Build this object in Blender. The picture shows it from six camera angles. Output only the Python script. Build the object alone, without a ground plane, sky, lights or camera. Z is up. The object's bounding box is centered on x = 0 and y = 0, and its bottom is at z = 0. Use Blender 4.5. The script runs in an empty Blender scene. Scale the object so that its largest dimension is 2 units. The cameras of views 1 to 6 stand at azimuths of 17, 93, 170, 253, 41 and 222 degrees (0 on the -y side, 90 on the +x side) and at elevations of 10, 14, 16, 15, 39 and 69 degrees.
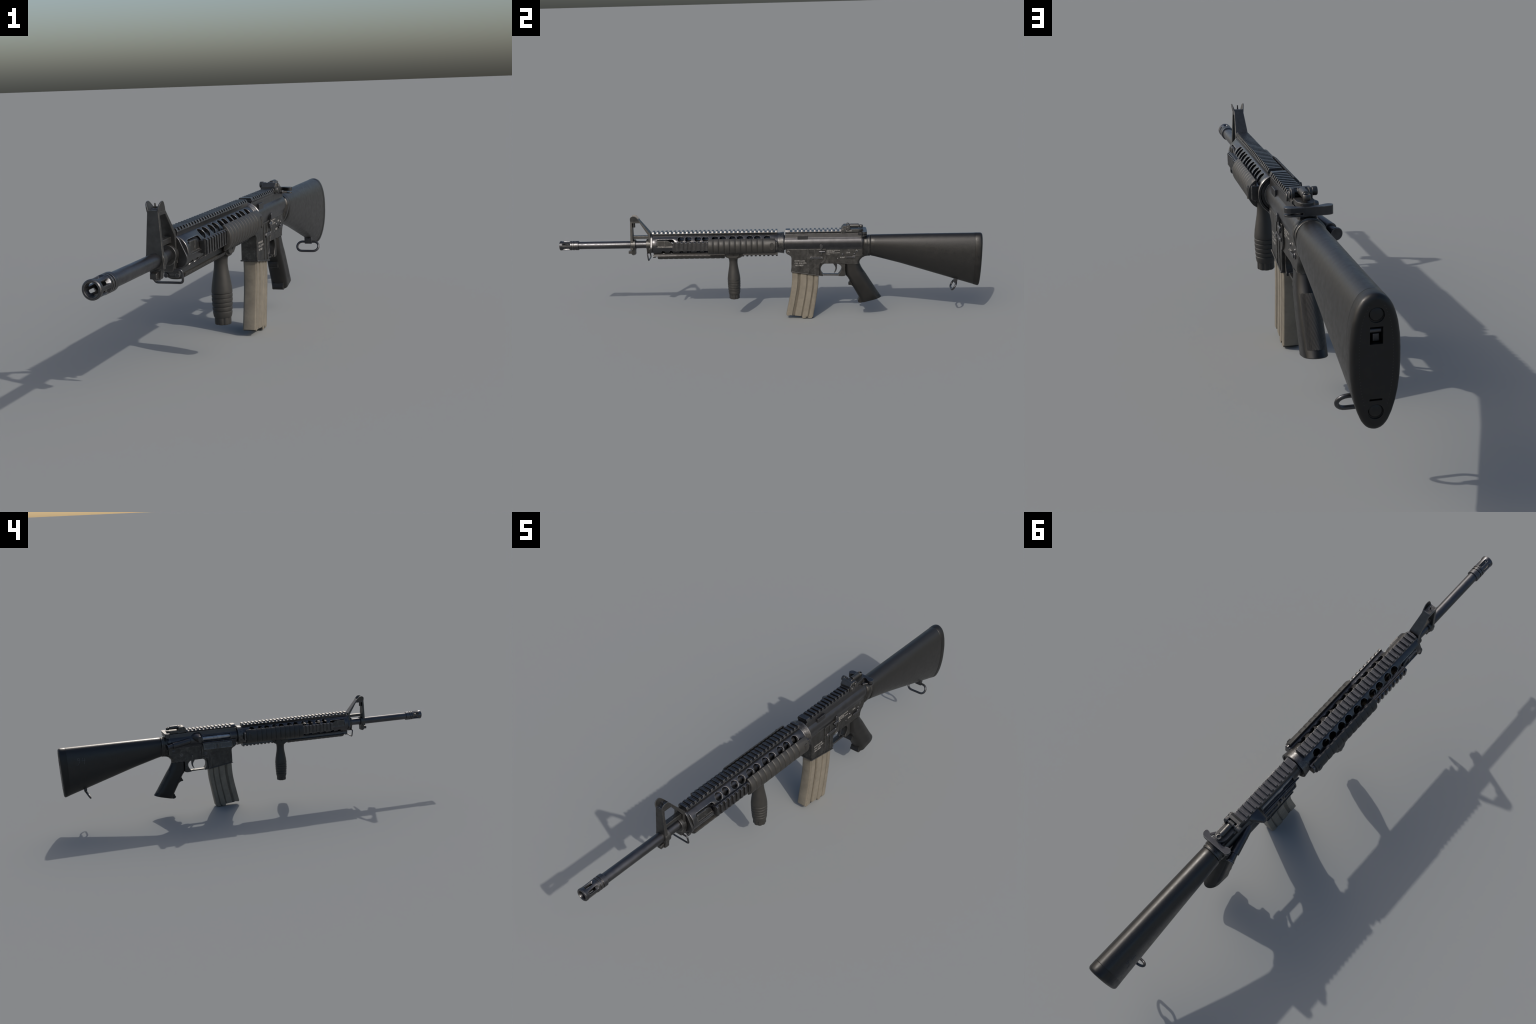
# Procedural model of a black military rifle with railed handguard, foregrip and tan magazine.
# Design frame: x = across the rifle (+x is its left side), y = along it (muzzle at -y), z = up.
import bpy, bmesh, math, random
from mathutils import Vector, Matrix

random.seed(7)
CENTRE_X = 0.0025            # the rifle's mid plane (forward assist makes it lopsided)
AXIS = 0.3708                # height of the bore line
COL = bpy.context.scene.collection

# ------------------------------------------------------------------ materials
def nodes_of(mat):
    mat.use_nodes = True
    nt = mat.node_tree
    nt.nodes.clear()
    out = nt.nodes.new('ShaderNodeOutputMaterial')
    b = nt.nodes.new('ShaderNodeBsdfPrincipled')
    nt.links.new(b.outputs[0], out.inputs[0])
    return nt, b

def ramp(nt, src, p0, c0, p1, c1):
    r = nt.nodes.new('ShaderNodeValToRGB')
    r.color_ramp.elements[0].position = p0
    r.color_ramp.elements[0].color = c0
    r.color_ramp.elements[1].position = p1
    r.color_ramp.elements[1].color = c1
    nt.links.new(src, r.inputs[0])
    return r

def g(v): return (v, v, v, 1)

def noise(nt, coord, scale, detail=4.0, rough=0.6, stretch=None):
    n = nt.nodes.new('ShaderNodeTexNoise')
    n.inputs['Scale'].default_value = scale
    n.inputs['Detail'].default_value = detail
    n.inputs['Roughness'].default_value = rough
    if stretch:
        m = nt.nodes.new('ShaderNodeMapping')
        m.inputs['Scale'].default_value = stretch
        nt.links.new(coord, m.inputs[0]); coord = m.outputs[0]
    nt.links.new(coord, n.inputs['Vector'])
    return n.outputs['Fac']

def mixc(nt, fac, a, b):
    m = nt.nodes.new('ShaderNodeMix'); m.data_type = 'RGBA'
    if isinstance(fac, float): m.inputs[0].default_value = fac
    else: nt.links.new(fac, m.inputs[0])
    for sock, v in ((m.inputs[6], a), (m.inputs[7], b)):
        if isinstance(v, tuple): sock.default_value = v
        else: nt.links.new(v, sock)
    return m.outputs[2]

def mathn(nt, op, a, b):
    m = nt.nodes.new('ShaderNodeMath'); m.operation = op
    for i, v in enumerate((a, b)):
        if isinstance(v, (int, float)): m.inputs[i].default_value = v
        else: nt.links.new(v, m.inputs[i])
    return m.outputs[0]

def make_material(name, col, rough, metallic=0.0, spec=0.5, blotch=0.25, blotch_scale=30.0,
                  wear=0.0, wear_col=(0.16, 0.155, 0.15, 1), grain=0.0, grain_scale=900.0,
                  rough_var=0.07, stretch=None, edge=0.0007, rub=0.0, rub_col=None, lines=0.0):
    mat = bpy.data.materials.new(name)
    nt, b = nodes_of(mat)
    tc = nt.nodes.new('ShaderNodeTexCoord')
    co = tc.outputs['Object']
    n1 = noise(nt, co, blotch_scale, 5, 0.65, stretch)
    dark = tuple(c * (1 - blotch) for c in col[:3]) + (1,)
    lite = tuple(c * (1 + blotch) for c in col[:3]) + (1,)
    r = ramp(nt, n1, 0.32, dark, 0.68, lite)
    colour = r.outputs[0]
    bev = nt.nodes.new('ShaderNodeBevel'); bev.samples = 4
    bev.inputs['Radius'].default_value = edge
    normal = bev.outputs[0]
    if rub > 0:                                     # patches rubbed pale by handling
        n2 = noise(nt, co, 17.0, 8, 0.72)
        n3 = noise(nt, co, 140.0, 3, 0.7)
        m = ramp(nt, mathn(nt, 'ADD', n2, mathn(nt, 'MULTIPLY', n3, 0.35)),
                 0.72, g(0), 0.88, g(rub))
        colour = mixc(nt, m.outputs[0], colour, rub_col or wear_col)
    if wear > 0:                                    # finish worn off along the edges
        geo = nt.nodes.new('ShaderNodeNewGeometry')
        bw = nt.nodes.new('ShaderNodeBevel'); bw.samples = 6
        bw.inputs['Radius'].default_value = 0.0030
        dp = nt.nodes.new('ShaderNodeVectorMath'); dp.operation = 'DOT_PRODUCT'
        nt.links.new(bw.outputs[0], dp.inputs[0]); nt.links.new(geo.outputs['Normal'], dp.inputs[1])
        e = ramp(nt, mathn(nt, 'SUBTRACT', 1.0, dp.outputs['Value']), 0.02, g(0), 0.13, g(1))
        n4 = ramp(nt, noise(nt, co, 85.0, 4, 0.7), 0.38, g(0.15), 0.66, g(1))
        f = mathn(nt, 'MULTIPLY', mathn(nt, 'MULTIPLY', e.outputs[0], n4.outputs[0]), wear)
        colour = mixc(nt, f, colour, wear_col)
    nt.links.new(colour, b.inputs['Base Color'])
    rn = nt.nodes.new('ShaderNodeMapRange')
    rn.inputs['To Min'].default_value = max(0.05, rough - rough_var)
    rn.inputs['To Max'].default_value = min(1.0, rough + rough_var)
    rn.inputs['From Min'].default_value = 0.3; rn.inputs['From Max'].default_value = 0.7
    nt.links.new(noise(nt, co, 60.0, 4, 0.7), rn.inputs['Value'])
    nt.links.new(rn.outputs[0], b.inputs['Roughness'])
    b.inputs['Metallic'].default_value = metallic
    b.inputs['Specular IOR Level'].default_value = spec
    if lines > 0:                                   # fine moulded ribs running down the part
        w = nt.nodes.new('ShaderNodeTexWave'); w.wave_type = 'BANDS'; w.bands_direction = 'X'
        w.inputs['Scale'].default_value = 190.0
        nt.links.new(co, w.inputs['Vector'])
        bp = nt.nodes.new('ShaderNodeBump'); bp.inputs['Strength'].default_value = lines
        bp.inputs['Distance'].default_value = 0.0012
        nt.links.new(w.outputs['Fac'], bp.inputs['Height']); nt.links.new(normal, bp.inputs['Normal'])
        normal = bp.outputs[0]
    if grain > 0:
        bp = nt.nodes.new('ShaderNodeBump'); bp.inputs['Strength'].default_value = grain
        bp.inputs['Distance'].default_value = 0.0006
        nt.links.new(noise(nt, co, grain_scale, 2, 0.6), bp.inputs['Height'])
        nt.links.new(normal, bp.inputs['Normal'])
        normal = bp.outputs[0]
    nt.links.new(normal, b.inputs['Normal'])
    return mat

EDGE = (0.42, 0.41, 0.39, 1)
RUBBED = (0.20, 0.195, 0.185, 1)
M_RECEIVER = make_material('anodised_receiver', (0.066, 0.065, 0.063), 0.46, 0.92, 0.5, 0.3, 45, wear=0.85,
                           wear_col=EDGE, grain=0.08, rub=0.45, rub_col=RUBBED)
M_UPPER = make_material('anodised_upper', (0.072, 0.072, 0.076), 0.36, 0.92, 0.5, 0.12, 40, wear=0.75, wear_col=EDGE, grain=0.04, rough_var=0.04)
M_RAIL = make_material('rail_aluminium', (0.080, 0.080, 0.083), 0.36, 0.92, 0.5, 0.14, 60, wear=0.85, wear_col=EDGE, grain=0.04, rough_var=0.05)
M_TUBE = make_material('handguard_aluminium', (0.080, 0.080, 0.084), 0.32, 0.92, 0.5, 0.12, 50, wear=1.0, wear_col=(0.6, 0.59, 0.57, 1), grain=0.03, rough_var=0.04)
M_STEEL = make_material('blued_steel', (0.080, 0.081, 0.087), 0.38, 0.92, 0.5, 0.25, 25, wear=0.8, wear_col=EDGE,
                        stretch=(1, 0.25, 1), grain=0.03, rough_var=0.1)
M_SIGHT = make_material('phosphated_steel', (0.084, 0.083, 0.081), 0.46, 0.92, 0.5, 0.16, 50, wear=0.85, wear_col=EDGE, grain=0.08, rough_var=0.05)
M_BOLT = make_material('bolt_steel', (0.30, 0.305, 0.32), 0.34, 0.92, 0.5, 0.2, 60, wear=0.3)
M_POLYMER = make_material('cover_polymer', (0.0245, 0.0237, 0.0220), 0.50, 0.0, 0.45, 0.12, 60, grain=0.12, wear=0.25, wear_col=(0.085, 0.079, 0.068, 1))
M_STOCK = make_material('stock_polymer', (0.0092, 0.0090, 0.0086), 0.38, 0.0, 0.5, 0.45, 260, grain=0.32, grain_scale=640)
M_PAD = make_material('butt_rubber', (0.0062, 0.0060, 0.0058), 0.42, 0.0, 0.42, 0.15, 60, grain=0.2, grain_scale=700)
M_GRIP = make_material('grip_polymer', (0.0060, 0.0058, 0.0055), 0.40, 0.0, 0.42, 0.35, 22, grain=0.12, rub=0.3, rub_col=(0.026, 0.024, 0.020, 1))
M_RIB = make_material('ribbed_grip_polymer', (0.0066, 0.0064, 0.0060), 0.38, 0.0, 0.5, 0.3, 22, lines=0.7)
M_MAG = make_material('tan_magazine', (0.156, 0.139, 0.110), 0.47, 0.0, 0.4, 0.15, 28, grain=0.1, wear=0.2,
                      wear_col=(0.25, 0.225, 0.18, 1), rub=0.35, rub_col=(0.100, 0.091, 0.076, 1))
M_MAG_GROOVE_SHADE = make_material('magazine_groove_baked_shade', (0.084, 0.073, 0.056), 0.55, 0.0, 0.35, 0.2, 40)
M_MAG_DARK = make_material('magazine_floor', (0.03, 0.029, 0.027), 0.55)
M_MARK = make_material('engraved_paint', (0.20, 0.195, 0.185), 0.5, blotch=0.45, blotch_scale=120)
M_SCRATCH = make_material('scratched_number', (0.085, 0.083, 0.08), 0.6, blotch=0.3, blotch_scale=200)
M_DARK = make_material('dark_recess', (0.008, 0.008, 0.008), 0.7)

# ------------------------------------------------------------------ mesh kit
def finish_bm(bm, name):
    bmesh.ops.recalc_face_normals(bm, faces=bm.faces)
    me = bpy.data.meshes.new(name)
    bm.to_mesh(me); bm.free()
    return me

def loop_stack(bm, rings, cap0=True, cap1=True, closed=True):
    """Skin a list of equally long point rings."""
    rows = [[bm.verts.new(p) for p in ring] for ring in rings]
    n = len(rows[0])
    for a, b in zip(rows, rows[1:]):
        for i in range(n if closed else n - 1):
            j = (i + 1) % n
            bm.faces.new((a[i], a[j], b[j], b[i]))
    if cap0: bm.faces.new(rows[0][::-1])
    if cap1: bm.faces.new(rows[-1])

def prism(bm, pts, axis, a0, a1):
    """Extrude a polygon. axis x: pts are (y,z); y: (x,z); z: (x,y)."""
    def put(p, a):
        if axis == 'x': return (a, p[0], p[1])
        if axis == 'y': return (p[0], a, p[1])
        return (p[0], p[1], a)
    loop_stack(bm, [[put(p, a0) for p in pts], [put(p, a1) for p in pts]])

def box(bm, x0, x1, y0, y1, z0, z1):
    prism(bm, [(x0, z0), (x1, z0), (x1, z1), (x0, z1)], 'y', y0, y1)

def frame_from(d):
    d = Vector(d).normalized()
    up = Vector((0, 0, 1)) if abs(d.z) < 0.9 else Vector((1, 0, 0))
    u = d.cross(up).normalized(); v = u.cross(d)
    return d, u, v

def lathe(bm, origin, direction, prof, seg=40, cap0=True, cap1=True):
    """Turn a profile [(distance along axis, radius)] about an axis."""
    o = Vector(origin); d, u, v = frame_from(direction)
    rings = []
    for t, r in prof:
        rings.append([o + d * t + (u * math.cos(2 * math.pi * k / seg) + v * math.sin(2 * math.pi * k / seg)) * max(r, 1e-5)
                      for k in range(seg)])
    loop_stack(bm, rings, cap0, cap1)

def lathe_ring(bm, origin, direction, prof, seg=48):
    """Closed profile (a ring with a bore)."""
    lathe(bm, origin, direction, prof + [prof[0]], seg, False, False)
    bmesh.ops.remove_doubles(bm, verts=bm.verts, dist=1e-7)

def rod(bm, a, b, r, seg=20):
    a = Vector(a); b = Vector(b)
    lathe(bm, a, b - a, [(0, r), ((b - a).length, r)], seg)

def wire(bm, path, r, seg=12, closed=False):
    pts = [Vector(p) for p in path]
    n = len(pts); rings = []
    ref = None
    for i, p in enumerate(pts):
        a = pts[(i - 1) % n] if closed or i > 0 else p
        b = pts[(i + 1) % n] if closed or i < n - 1 else p
        d = (b - a).normalized()
        if ref is None: _, ref, _ = frame_from(d)
        u = (ref - d * ref.dot(d)).normalized(); ref = u
        v = d.cross(u)
        rings.append([p + (u * math.cos(2 * math.pi * k / seg) + v * math.sin(2 * math.pi * k / seg)) * r for k in range(seg)])
    if closed:
        rings.append(rings[0])
        loop_stack(bm, rings, False, False)
        bmesh.ops.remove_doubles(bm, verts=bm.verts, dist=1e-7)
    else:
        loop_stack(bm, rings)

def arc(cx, cy, r, a0, a1, n):
    return [(cx + r * math.cos(math.radians(a0 + (a1 - a0) * i / n)), cy + r * math.sin(math.radians(a0 + (a1 - a0) * i / n)))
            for i in range(n + 1)]

def round_poly(pts, r, n=4):
    """Round every corner of a polygon."""
    out = []
    m = len(pts)
    for i in range(m):
        p = Vector(pts[i]); a = Vector(pts[i - 1]); b = Vector(pts[(i + 1) % m])
        da = a - p; db = b - p
        rr = min(r, da.length * 0.45, db.length * 0.45)
        s = p + da.normalized() * rr; e = p + db.normalized() * rr
        for k in range(n + 1):
            t = k / n
            out.append(tuple(s * (1 - t) ** 2 + p * 2 * t * (1 - t) + e * t * t))
    return out

def mirror_poly(half):
    """Complete a right-hand half outline (x>0, from top to bottom) to a symmetric closed outline."""
    return half + [(-x, z) for x, z in reversed(half) if x > 1e-6]

def lerp_table(tab, t):
    for (a, va), (b, vb) in zip(tab, tab[1:]):
        if t <= b:
            f = (t - a) / (b - a) if b > a else 0
            f = max(0.0, min(1.0, f))
            return va + (vb - va) * f
    return tab[-1][1]

OBJS = []
ROOT = bpy.data.objects.new('assault_rifle', None)
ROOT.empty_display_size = 0.2
ROOT.location = (CENTRE_X, 0, 0)
ROOT['label'] = 'black military rifle, railed handguard, foregrip and tan magazine'
ROOT['category'] = 'rifle'
COL.objects.link(ROOT)

def obj_of(me, name):
    return bpy.data.objects.new(name, me)

def part(name, bm, mat, parent=None, bevel=0.0, segs=2, cut=None, angle=38, smooth=48, kind=None, wn=True):
    me = finish_bm(bm, name)
    ob = obj_of(me, name)
    COL.objects.link(ob)
    cutter = None
    if cut is not None:
        cutter = obj_of(finish_bm(cut, 'cut'), 'cut')
        COL.objects.link(cutter)
        m = ob.modifiers.new('cut', 'BOOLEAN'); m.operation = 'DIFFERENCE'; m.solver = 'EXACT'
        m.use_self = True; m.object = cutter
    if bevel > 0:
        m = ob.modifiers.new('bevel', 'BEVEL'); m.width = bevel; m.segments = segs
        m.limit_method = 'ANGLE'; m.angle_limit = math.radians(angle); m.use_clamp_overlap = True
    if ob.modifiers:
        dg = bpy.context.evaluated_depsgraph_get(); dg.update()
        me2 = bpy.data.meshes.new_from_object(ob.evaluated_get(dg))
        ob.modifiers.clear(); ob.data = me2; bpy.data.meshes.remove(me); me = me2
        me.name = name
    if cutter: bpy.data.objects.remove(cutter)
    me.materials.clear(); me.materials.append(mat)
    for p in me.polygons: p.use_smooth = True; p.material_index = 0
    me.set_sharp_from_angle(angle=math.radians(smooth))
    if wn:
        m = ob.modifiers.new('normals', 'WEIGHTED_NORMAL'); m.keep_sharp = True; m.weight = 60
    ob.parent = parent or ROOT
    if kind: ob['kind'] = kind
    OBJS.append(ob)
    return ob

def B(): return bmesh.new()

def text_part(body, name, parent, y, z, size, x=0.0, right=False, mat=None, depth=0.0004, squeeze=1.0):
    """Raised lettering on a flank, written with the built-in font."""
    cu = bpy.data.curves.new(name, 'FONT'); cu.body = body; cu.size = size; cu.extrude = depth
    cu.resolution_u = 2; cu.offset = size * 0.022
    ob = bpy.data.objects.new(name, cu); COL.objects.link(ob)
    dg = bpy.context.evaluated_depsgraph_get(); dg.update()
    me = bpy.data.meshes.new_from_object(ob.evaluated_get(dg))
    bpy.data.objects.remove(ob)
    s = -1 if right else 1
    for v in me.vertices:
        a, b, c = v.co
        v.co = (x + s * c, y + s * a * squeeze, z + b)
    ob = obj_of(me, name); me.name = name
    me.materials.clear(); me.materials.append(mat or M_MARK)
    COL.objects.link(ob); ob.parent = parent
    OBJS.append(ob)
    return ob

# ------------------------------------------------------------------ barrel and muzzle
bm = B()
lathe(bm, (0, 0, AXIS), (0, 1, 0), [(-0.912, 0.0165), (-0.9115, 0.0178), (-0.64, 0.0178), (-0.60, 0.0172), (-0.56, 0.0172),
                                     (-0.555, 0.0205), (-0.02, 0.0205), (0.0, 0.024), (0.075, 0.024)], 48)
BARREL = part('barrel', bm, M_STEEL)
bm = B()
rod(bm, (0, -0.60, 0.4105), (0, 0.06, 0.4025), 0.0045)
part('gas_tube', bm, M_STEEL, BARREL)

bm = B()
y0 = -1.0000
prof = [(0, 0.0165), (0, 0.0205), (0.0022, 0.0225), (0.009, 0.0225), (0.012, 0.0214), (0.048, 0.0214), (0.051, 0.0222),
        (0.0575, 0.0222), (0.0580, 0.0190), (0.0625, 0.0190), (0.0630, 0.0222), (0.0690, 0.0222), (0.0695, 0.0188),
        (0.0740, 0.0188), (0.0745, 0.0222), (0.0895, 0.0222), (0.0910, 0.0200), (0.0910, 0.010), (0.064, 0.010), (0.062, 0.0150), (0.004, 0.0150)]
lathe_ring(bm, (0, y0, AXIS), (0, 1, 0), prof, 60)
cut = B()
for k in range(6):
    a = math.radians(30 + 60 * k)
    rad = Vector((math.cos(a), 0, math.sin(a))); tan = Vector((-math.sin(a), 0, math.cos(a)))
    rings = []
    for r, ya, yb, w in ((0.0125, -0.981, -0.957, 0.0036), (0.0165, -0.983, -0.954, 0.0044), (0.026, -0.9895, -0.942, 0.0098)):
        c = Vector((0, 0, AXIS)) + rad * r
        ring = []
        for (yy, ww) in round_poly([(ya, -w), (yb, -w), (yb, w), (ya, w)], 0.003, 3):
            ring.append(c + tan * ww + Vector((0, yy, 0)))
        rings.append(ring)
    loop_stack(cut, rings)
HIDER = part('flash_hider', bm, M_STEEL, cut=cut, wn=False, smooth=35)
bm = B()
lathe(bm, (0, -0.9400, AXIS), (0, 1, 0), [(0, 0.0056), (0.0005, 0.0145), (0.004, 0.0145)], 24)
part('crown', bm, M_DARK, HIDER)

# ------------------------------------------------------------------ front sight
def sight_half(z):
    return lerp_table([(0.30, 0.0242), (0.385, 0.0238), (0.48, 0.0140), (0.56, 0.0140)], z)

def taper_prism(bm, pts, scale=1.0, inset=0.0):
    rings = []
    for s in (-1, 1):
        rings.append([(s * (sight_half(z) * scale - inset), y, z) for y, z in pts])
    loop_stack(bm, rings)

bm = B()
# outer triangle frame with its two windows: front strut, roof, sloping strut, cross bar
taper_prism(bm, [(-0.6590, 0.350), (-0.6455, 0.350), (-0.6455, 0.4900), (-0.6545, 0.4920)])
taper_prism(bm, [(-0.6540, 0.4775), (-0.6060, 0.4775), (-0.6160, 0.4930), (-0.6500, 0.4925)], 0.995)
taper_prism(bm, [(-0.6110, 0.4795), (-0.5710, 0.4190), (-0.5715, 0.350), (-0.5635, 0.350), (-0.5605, 0.4255), (-0.6165, 0.4970)], 1.0)
taper_prism(bm, [(-0.6460, 0.4005), (-0.5690, 0.4005), (-0.5690, 0.4110), (-0.5690, 0.4145), (-0.6460, 0.4145), (-0.6460, 0.4110)], 0.45)
SIGHT = part('front_sight', bm, M_SIGHT, bevel=0.0012)
bm = B()
for yy0, yy1, rr in ((-0.6570, -0.6350, 0.0252), (-0.5830, -0.5620, 0.0262)):
    lathe_ring(bm, (0, yy0, AXIS), (0, 1, 0), [(0, 0.0168), (0, rr - 0.001), (0.001, rr), (yy1 - yy0 - 0.001, rr), (yy1 - yy0, rr - 0.001), (yy1 - yy0, 0.0168)], 48)
prism(bm, round_poly([(-0.018, 0.356), (0.018, 0.356), (0.0145, 0.340), (0.0125, 0.324), (-0.0125, 0.324), (-0.0145, 0.340)], 0.004), 'y', -0.6550, -0.6375)
prism(bm, round_poly([(-0.024, 0.362), (0.024, 0.362), (0.019, 0.342), (0.0150, 0.329), (-0.0150, 0.329), (-0.019, 0.342)], 0.004), 'y', -0.5820, -0.5630)
part('barrel_clamp', bm, M_SIGHT, SIGHT, bevel=0.0007)
bm = B()
prism(bm, round_poly([(-0.6715, 0.3415), (-0.6560, 0.3440), (-0.6400, 0.3440), (-0.6385, 0.3300), (-0.6440, 0.3205), (-0.6530, 0.3210), (-0.6590, 0.3285), (-0.6715, 0.3275)], 0.003), 'x', -0.0085, 0.0085)
box(bm, -0.0125, 0.0125, -0.6520, -0.6395, 0.3245, 0.3365)
part('bayonet_lug', bm, M_SIGHT, SIGHT, bevel=0.001)
bm = B()
ear = [(-0.6545, 0.486), (-0.6550, 0.498), (-0.6525, 0.5060), (-0.6450, 0.5110), (-0.6350, 0.5125), (-0.6280, 0.5090), (-0.6215, 0.5030), (-0.6155, 0.4960), (-0.6090, 0.486)]
ear = round_poly(ear, 0.003, 3)
for s in (-1, 1):
    rings = []
    for layer in (0, 1):
        ring = []
        for y, z in ear:
            h = max(0.0, (z - 0.482) / 0.030)
            outer = 0.0145 + 0.0052 * h ** 1.2
            thick = 0.0056 - 0.0030 * h
            ring.append((s * (outer - (thick if layer == 0 else 0.0)), y, z))
        rings.append(ring)
    loop_stack(bm, rings)
part('sight_ear', bm, M_SIGHT, SIGHT, bevel=0.0006)
bm = B()
lathe(bm, (0, -0.6365, 0.4915), (0, 0, 1), [(0, 0.0075), (0.0022, 0.0075), (0.0022, 0.0022), (0.0155, 0.0019), (0.0157, 0.0001)], 20)
rod(bm, (0, -0.6405, 0.4555), (0, -0.6405, 0.486), 0.0070)
part('sight_post', bm, M_SIGHT, SIGHT)
# front sling loop: bent wire rectangle hanging under the sight
def loop_path(y_top, z_top, y_bot, z_bot, half, r, n=6):
    pts = round_poly([(-half, 0.0), (half, 0.0), (half, 1.0), (-half, 1.0)], 1, 1)
    h = math.hypot(y_top - y_bot, z_top - z_bot)
    flat = round_poly([(-half, 0.0), (half, 0.0), (half, h), (-half, h)], r, n)
    out = []
    for x, d in flat:
        t = d / h
        out.append((x, y_bot + (y_top - y_bot) * t, z_bot + (z_top - z_bot) * t))
    return out
bm = B()
wire(bm, loop_path(-0.5770, 0.3340, -0.5725, 0.3005, 0.0375, 0.009), 0.0031, 10, True)
part('sling_loop', bm, M_STEEL, SIGHT)

# ------------------------------------------------------------------ handguard
HG0, HG1 = -0.5500, 0.042
PAIR = [-0.4150, -0.3791, -0.3342, -0.2984, -0.2526, -0.2166, -0.1706, -0.1347, -0.0890, -0.0536, -0.0071]
bm = B()
lathe_ring(bm, (0, HG0, AXIS), (0, 1, 0), [(0, 0.0395), (0, 0.0452), (0.0012, 0.0464), (HG1 - HG0 - 0.001, 0.0464), (HG1 - HG0, 0.0452), (HG1 - HG0, 0.0395)], 96)
cut = B()
for a in (41.5, 138.5):
    for y in PAIR:
        d = (math.cos(math.radians(a)), 0, math.sin(math.radians(a)))
        rod(cut, (d[0] * 0.030, y, AXIS + d[2] * 0.030), (d[0] * 0.070, y, AXIS + d[2] * 0.070), 0.0158, 32)
for a in (-44, -136):
    for y in PAIR + [-0.5010, -0.4630]:
        d = (math.cos(math.radians(a)), 0, math.sin(math.radians(a)))
        rod(cut, (d[0] * 0.030, y, AXIS + d[2] * 0.030), (d[0] * 0.070, y, AXIS + d[2] * 0.070), 0.0105, 20)
for s in (-1, 1):
    w = round_poly([(-0.5300, 0.3655), (-0.5300, 0.4010), (-0.4500, 0.4010), (-0.4430, 0.3900), (-0.4430, 0.3655)], 0.006, 4)
    prism(cut, w, 'x', s * 0.024, s * 0.07)
HAND = part('handguard', bm, M_TUBE, cut=cut, bevel=0.0010, segs=2, wn=False, smooth=35)

def rail(name, parent, y0, y1, n, pitch, tooth, origin, out, first=None, half=0.0210, root=0.040, crest=0.0602, neck=0.0170, mat=M_RAIL, floor_=None):
    """Straight toothed rail: root bar plus n chamfered teeth. out = unit vector the rail faces."""
    bm = B()
    out = Vector(out); side = Vector((out.z, 0, -out.x))
    def pt(s, h, y): return Vector((0, y, AXIS)) + side * s + out * h
    floor_ = floor_ or crest - 0.0066
    base = [(neck, root), (neck, floor_ - 0.0062), (half, floor_ - 0.0024), (half, floor_ - 0.0004), (half - 0.0006, floor_)]
    ring = base + [(-a, b) for a, b in reversed(base)]
    loop_stack(bm, [[pt(s, h, y0) for s, h in ring], [pt(s, h, y1) for s, h in ring]])
    th = [(half - 0.0002, floor_ - 0.002), (half - 0.0002, floor_ + 0.0008), (half - 0.0044, crest)]
    tr = th + [(-a, b) for a, b in reversed(th)]
    spans = [(origin + k * pitch, origin + k * pitch + tooth) for k in range(n)]
    if first: spans.insert(0, first)
    for a, b in spans:
        loop_stack(bm, [[pt(s, h, max(a, y0 + 0.0003)) for s, h in tr], [pt(s, h, min(b, y1 - 0.0003)) for s, h in tr]])
    return part(name, bm, mat, parent, bevel=0.0004, segs=1)

rail('rail', HAND, -0.5517, 0.0402, 30, 0.02010, 0.0088, -0.5515, (0, 0, 1), half=0.0206, neck=0.0185, crest=0.0630, floor_=0.0548)
rail('rail', HAND, -0.4528, 0.0400, 25, 0.02010, 0.0090, -0.4526, (1, 0, 0), crest=0.0625, half=0.0222)
rail('rail', HAND, -0.4528, 0.0400, 25, 0.02010, 0.0090, -0.4526, (-1, 0, 0), crest=0.0625, half=0.0222)
rail('rail', HAND, -0.5500, 0.0400, 30, 0.02003, 0.0095, -0.5498, (0, 0, -1), crest=0.0618, half=0.0210, neck=0.0190)

# clamp plates in the two front windows
bm = B()
for s in (-1, 1):
    plate = [(-0.5275, 0.3650), (-0.5275, 0.3970), (-0.4880, 0.3970), (-0.4740, 0.3945), (-0.4600, 0.3850), (-0.4540, 0.3650)]
    prism(bm, round_poly(plate, 0.003), 'x', s * 0.030, s * 0.0405)
    for a, b, c, d in ((-0.5285, -0.5245, 0.3660, 0.3965), (-0.4910, -0.4865, 0.3660, 0.3965), (-0.5280, -0.4545, 0.3645, 0.3685), (-0.5240, -0.4870, 0.3940, 0.3968)):
        box(bm, min(s * 0.039, s * 0.0432), max(s * 0.039, s * 0.0432), a, b, c, d)
part('clamp_plate', bm, M_SIGHT, HAND, bevel=0.0006)

# rounded triangular cap at the front of the handguard
bm = B()
tri = round_poly([(0.0, 0.424), (0.0235, 0.4130), (0.0485, 0.3600), (0.0400, 0.3390), (0.0, 0.3290),
                  (-0.0400, 0.3390), (-0.0485, 0.3600), (-0.0235, 0.4130)], 0.010, 5)
prism(bm, tri, 'y', -0.5600, -0.5505)
lathe(bm, (0, -0.5520, AXIS), (0, 1, 0), [(0, 0.0385), (0.006, 0.0385)], 48)
part('handguard_cap', bm, M_RAIL, HAND, bevel=0.0016)

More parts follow.
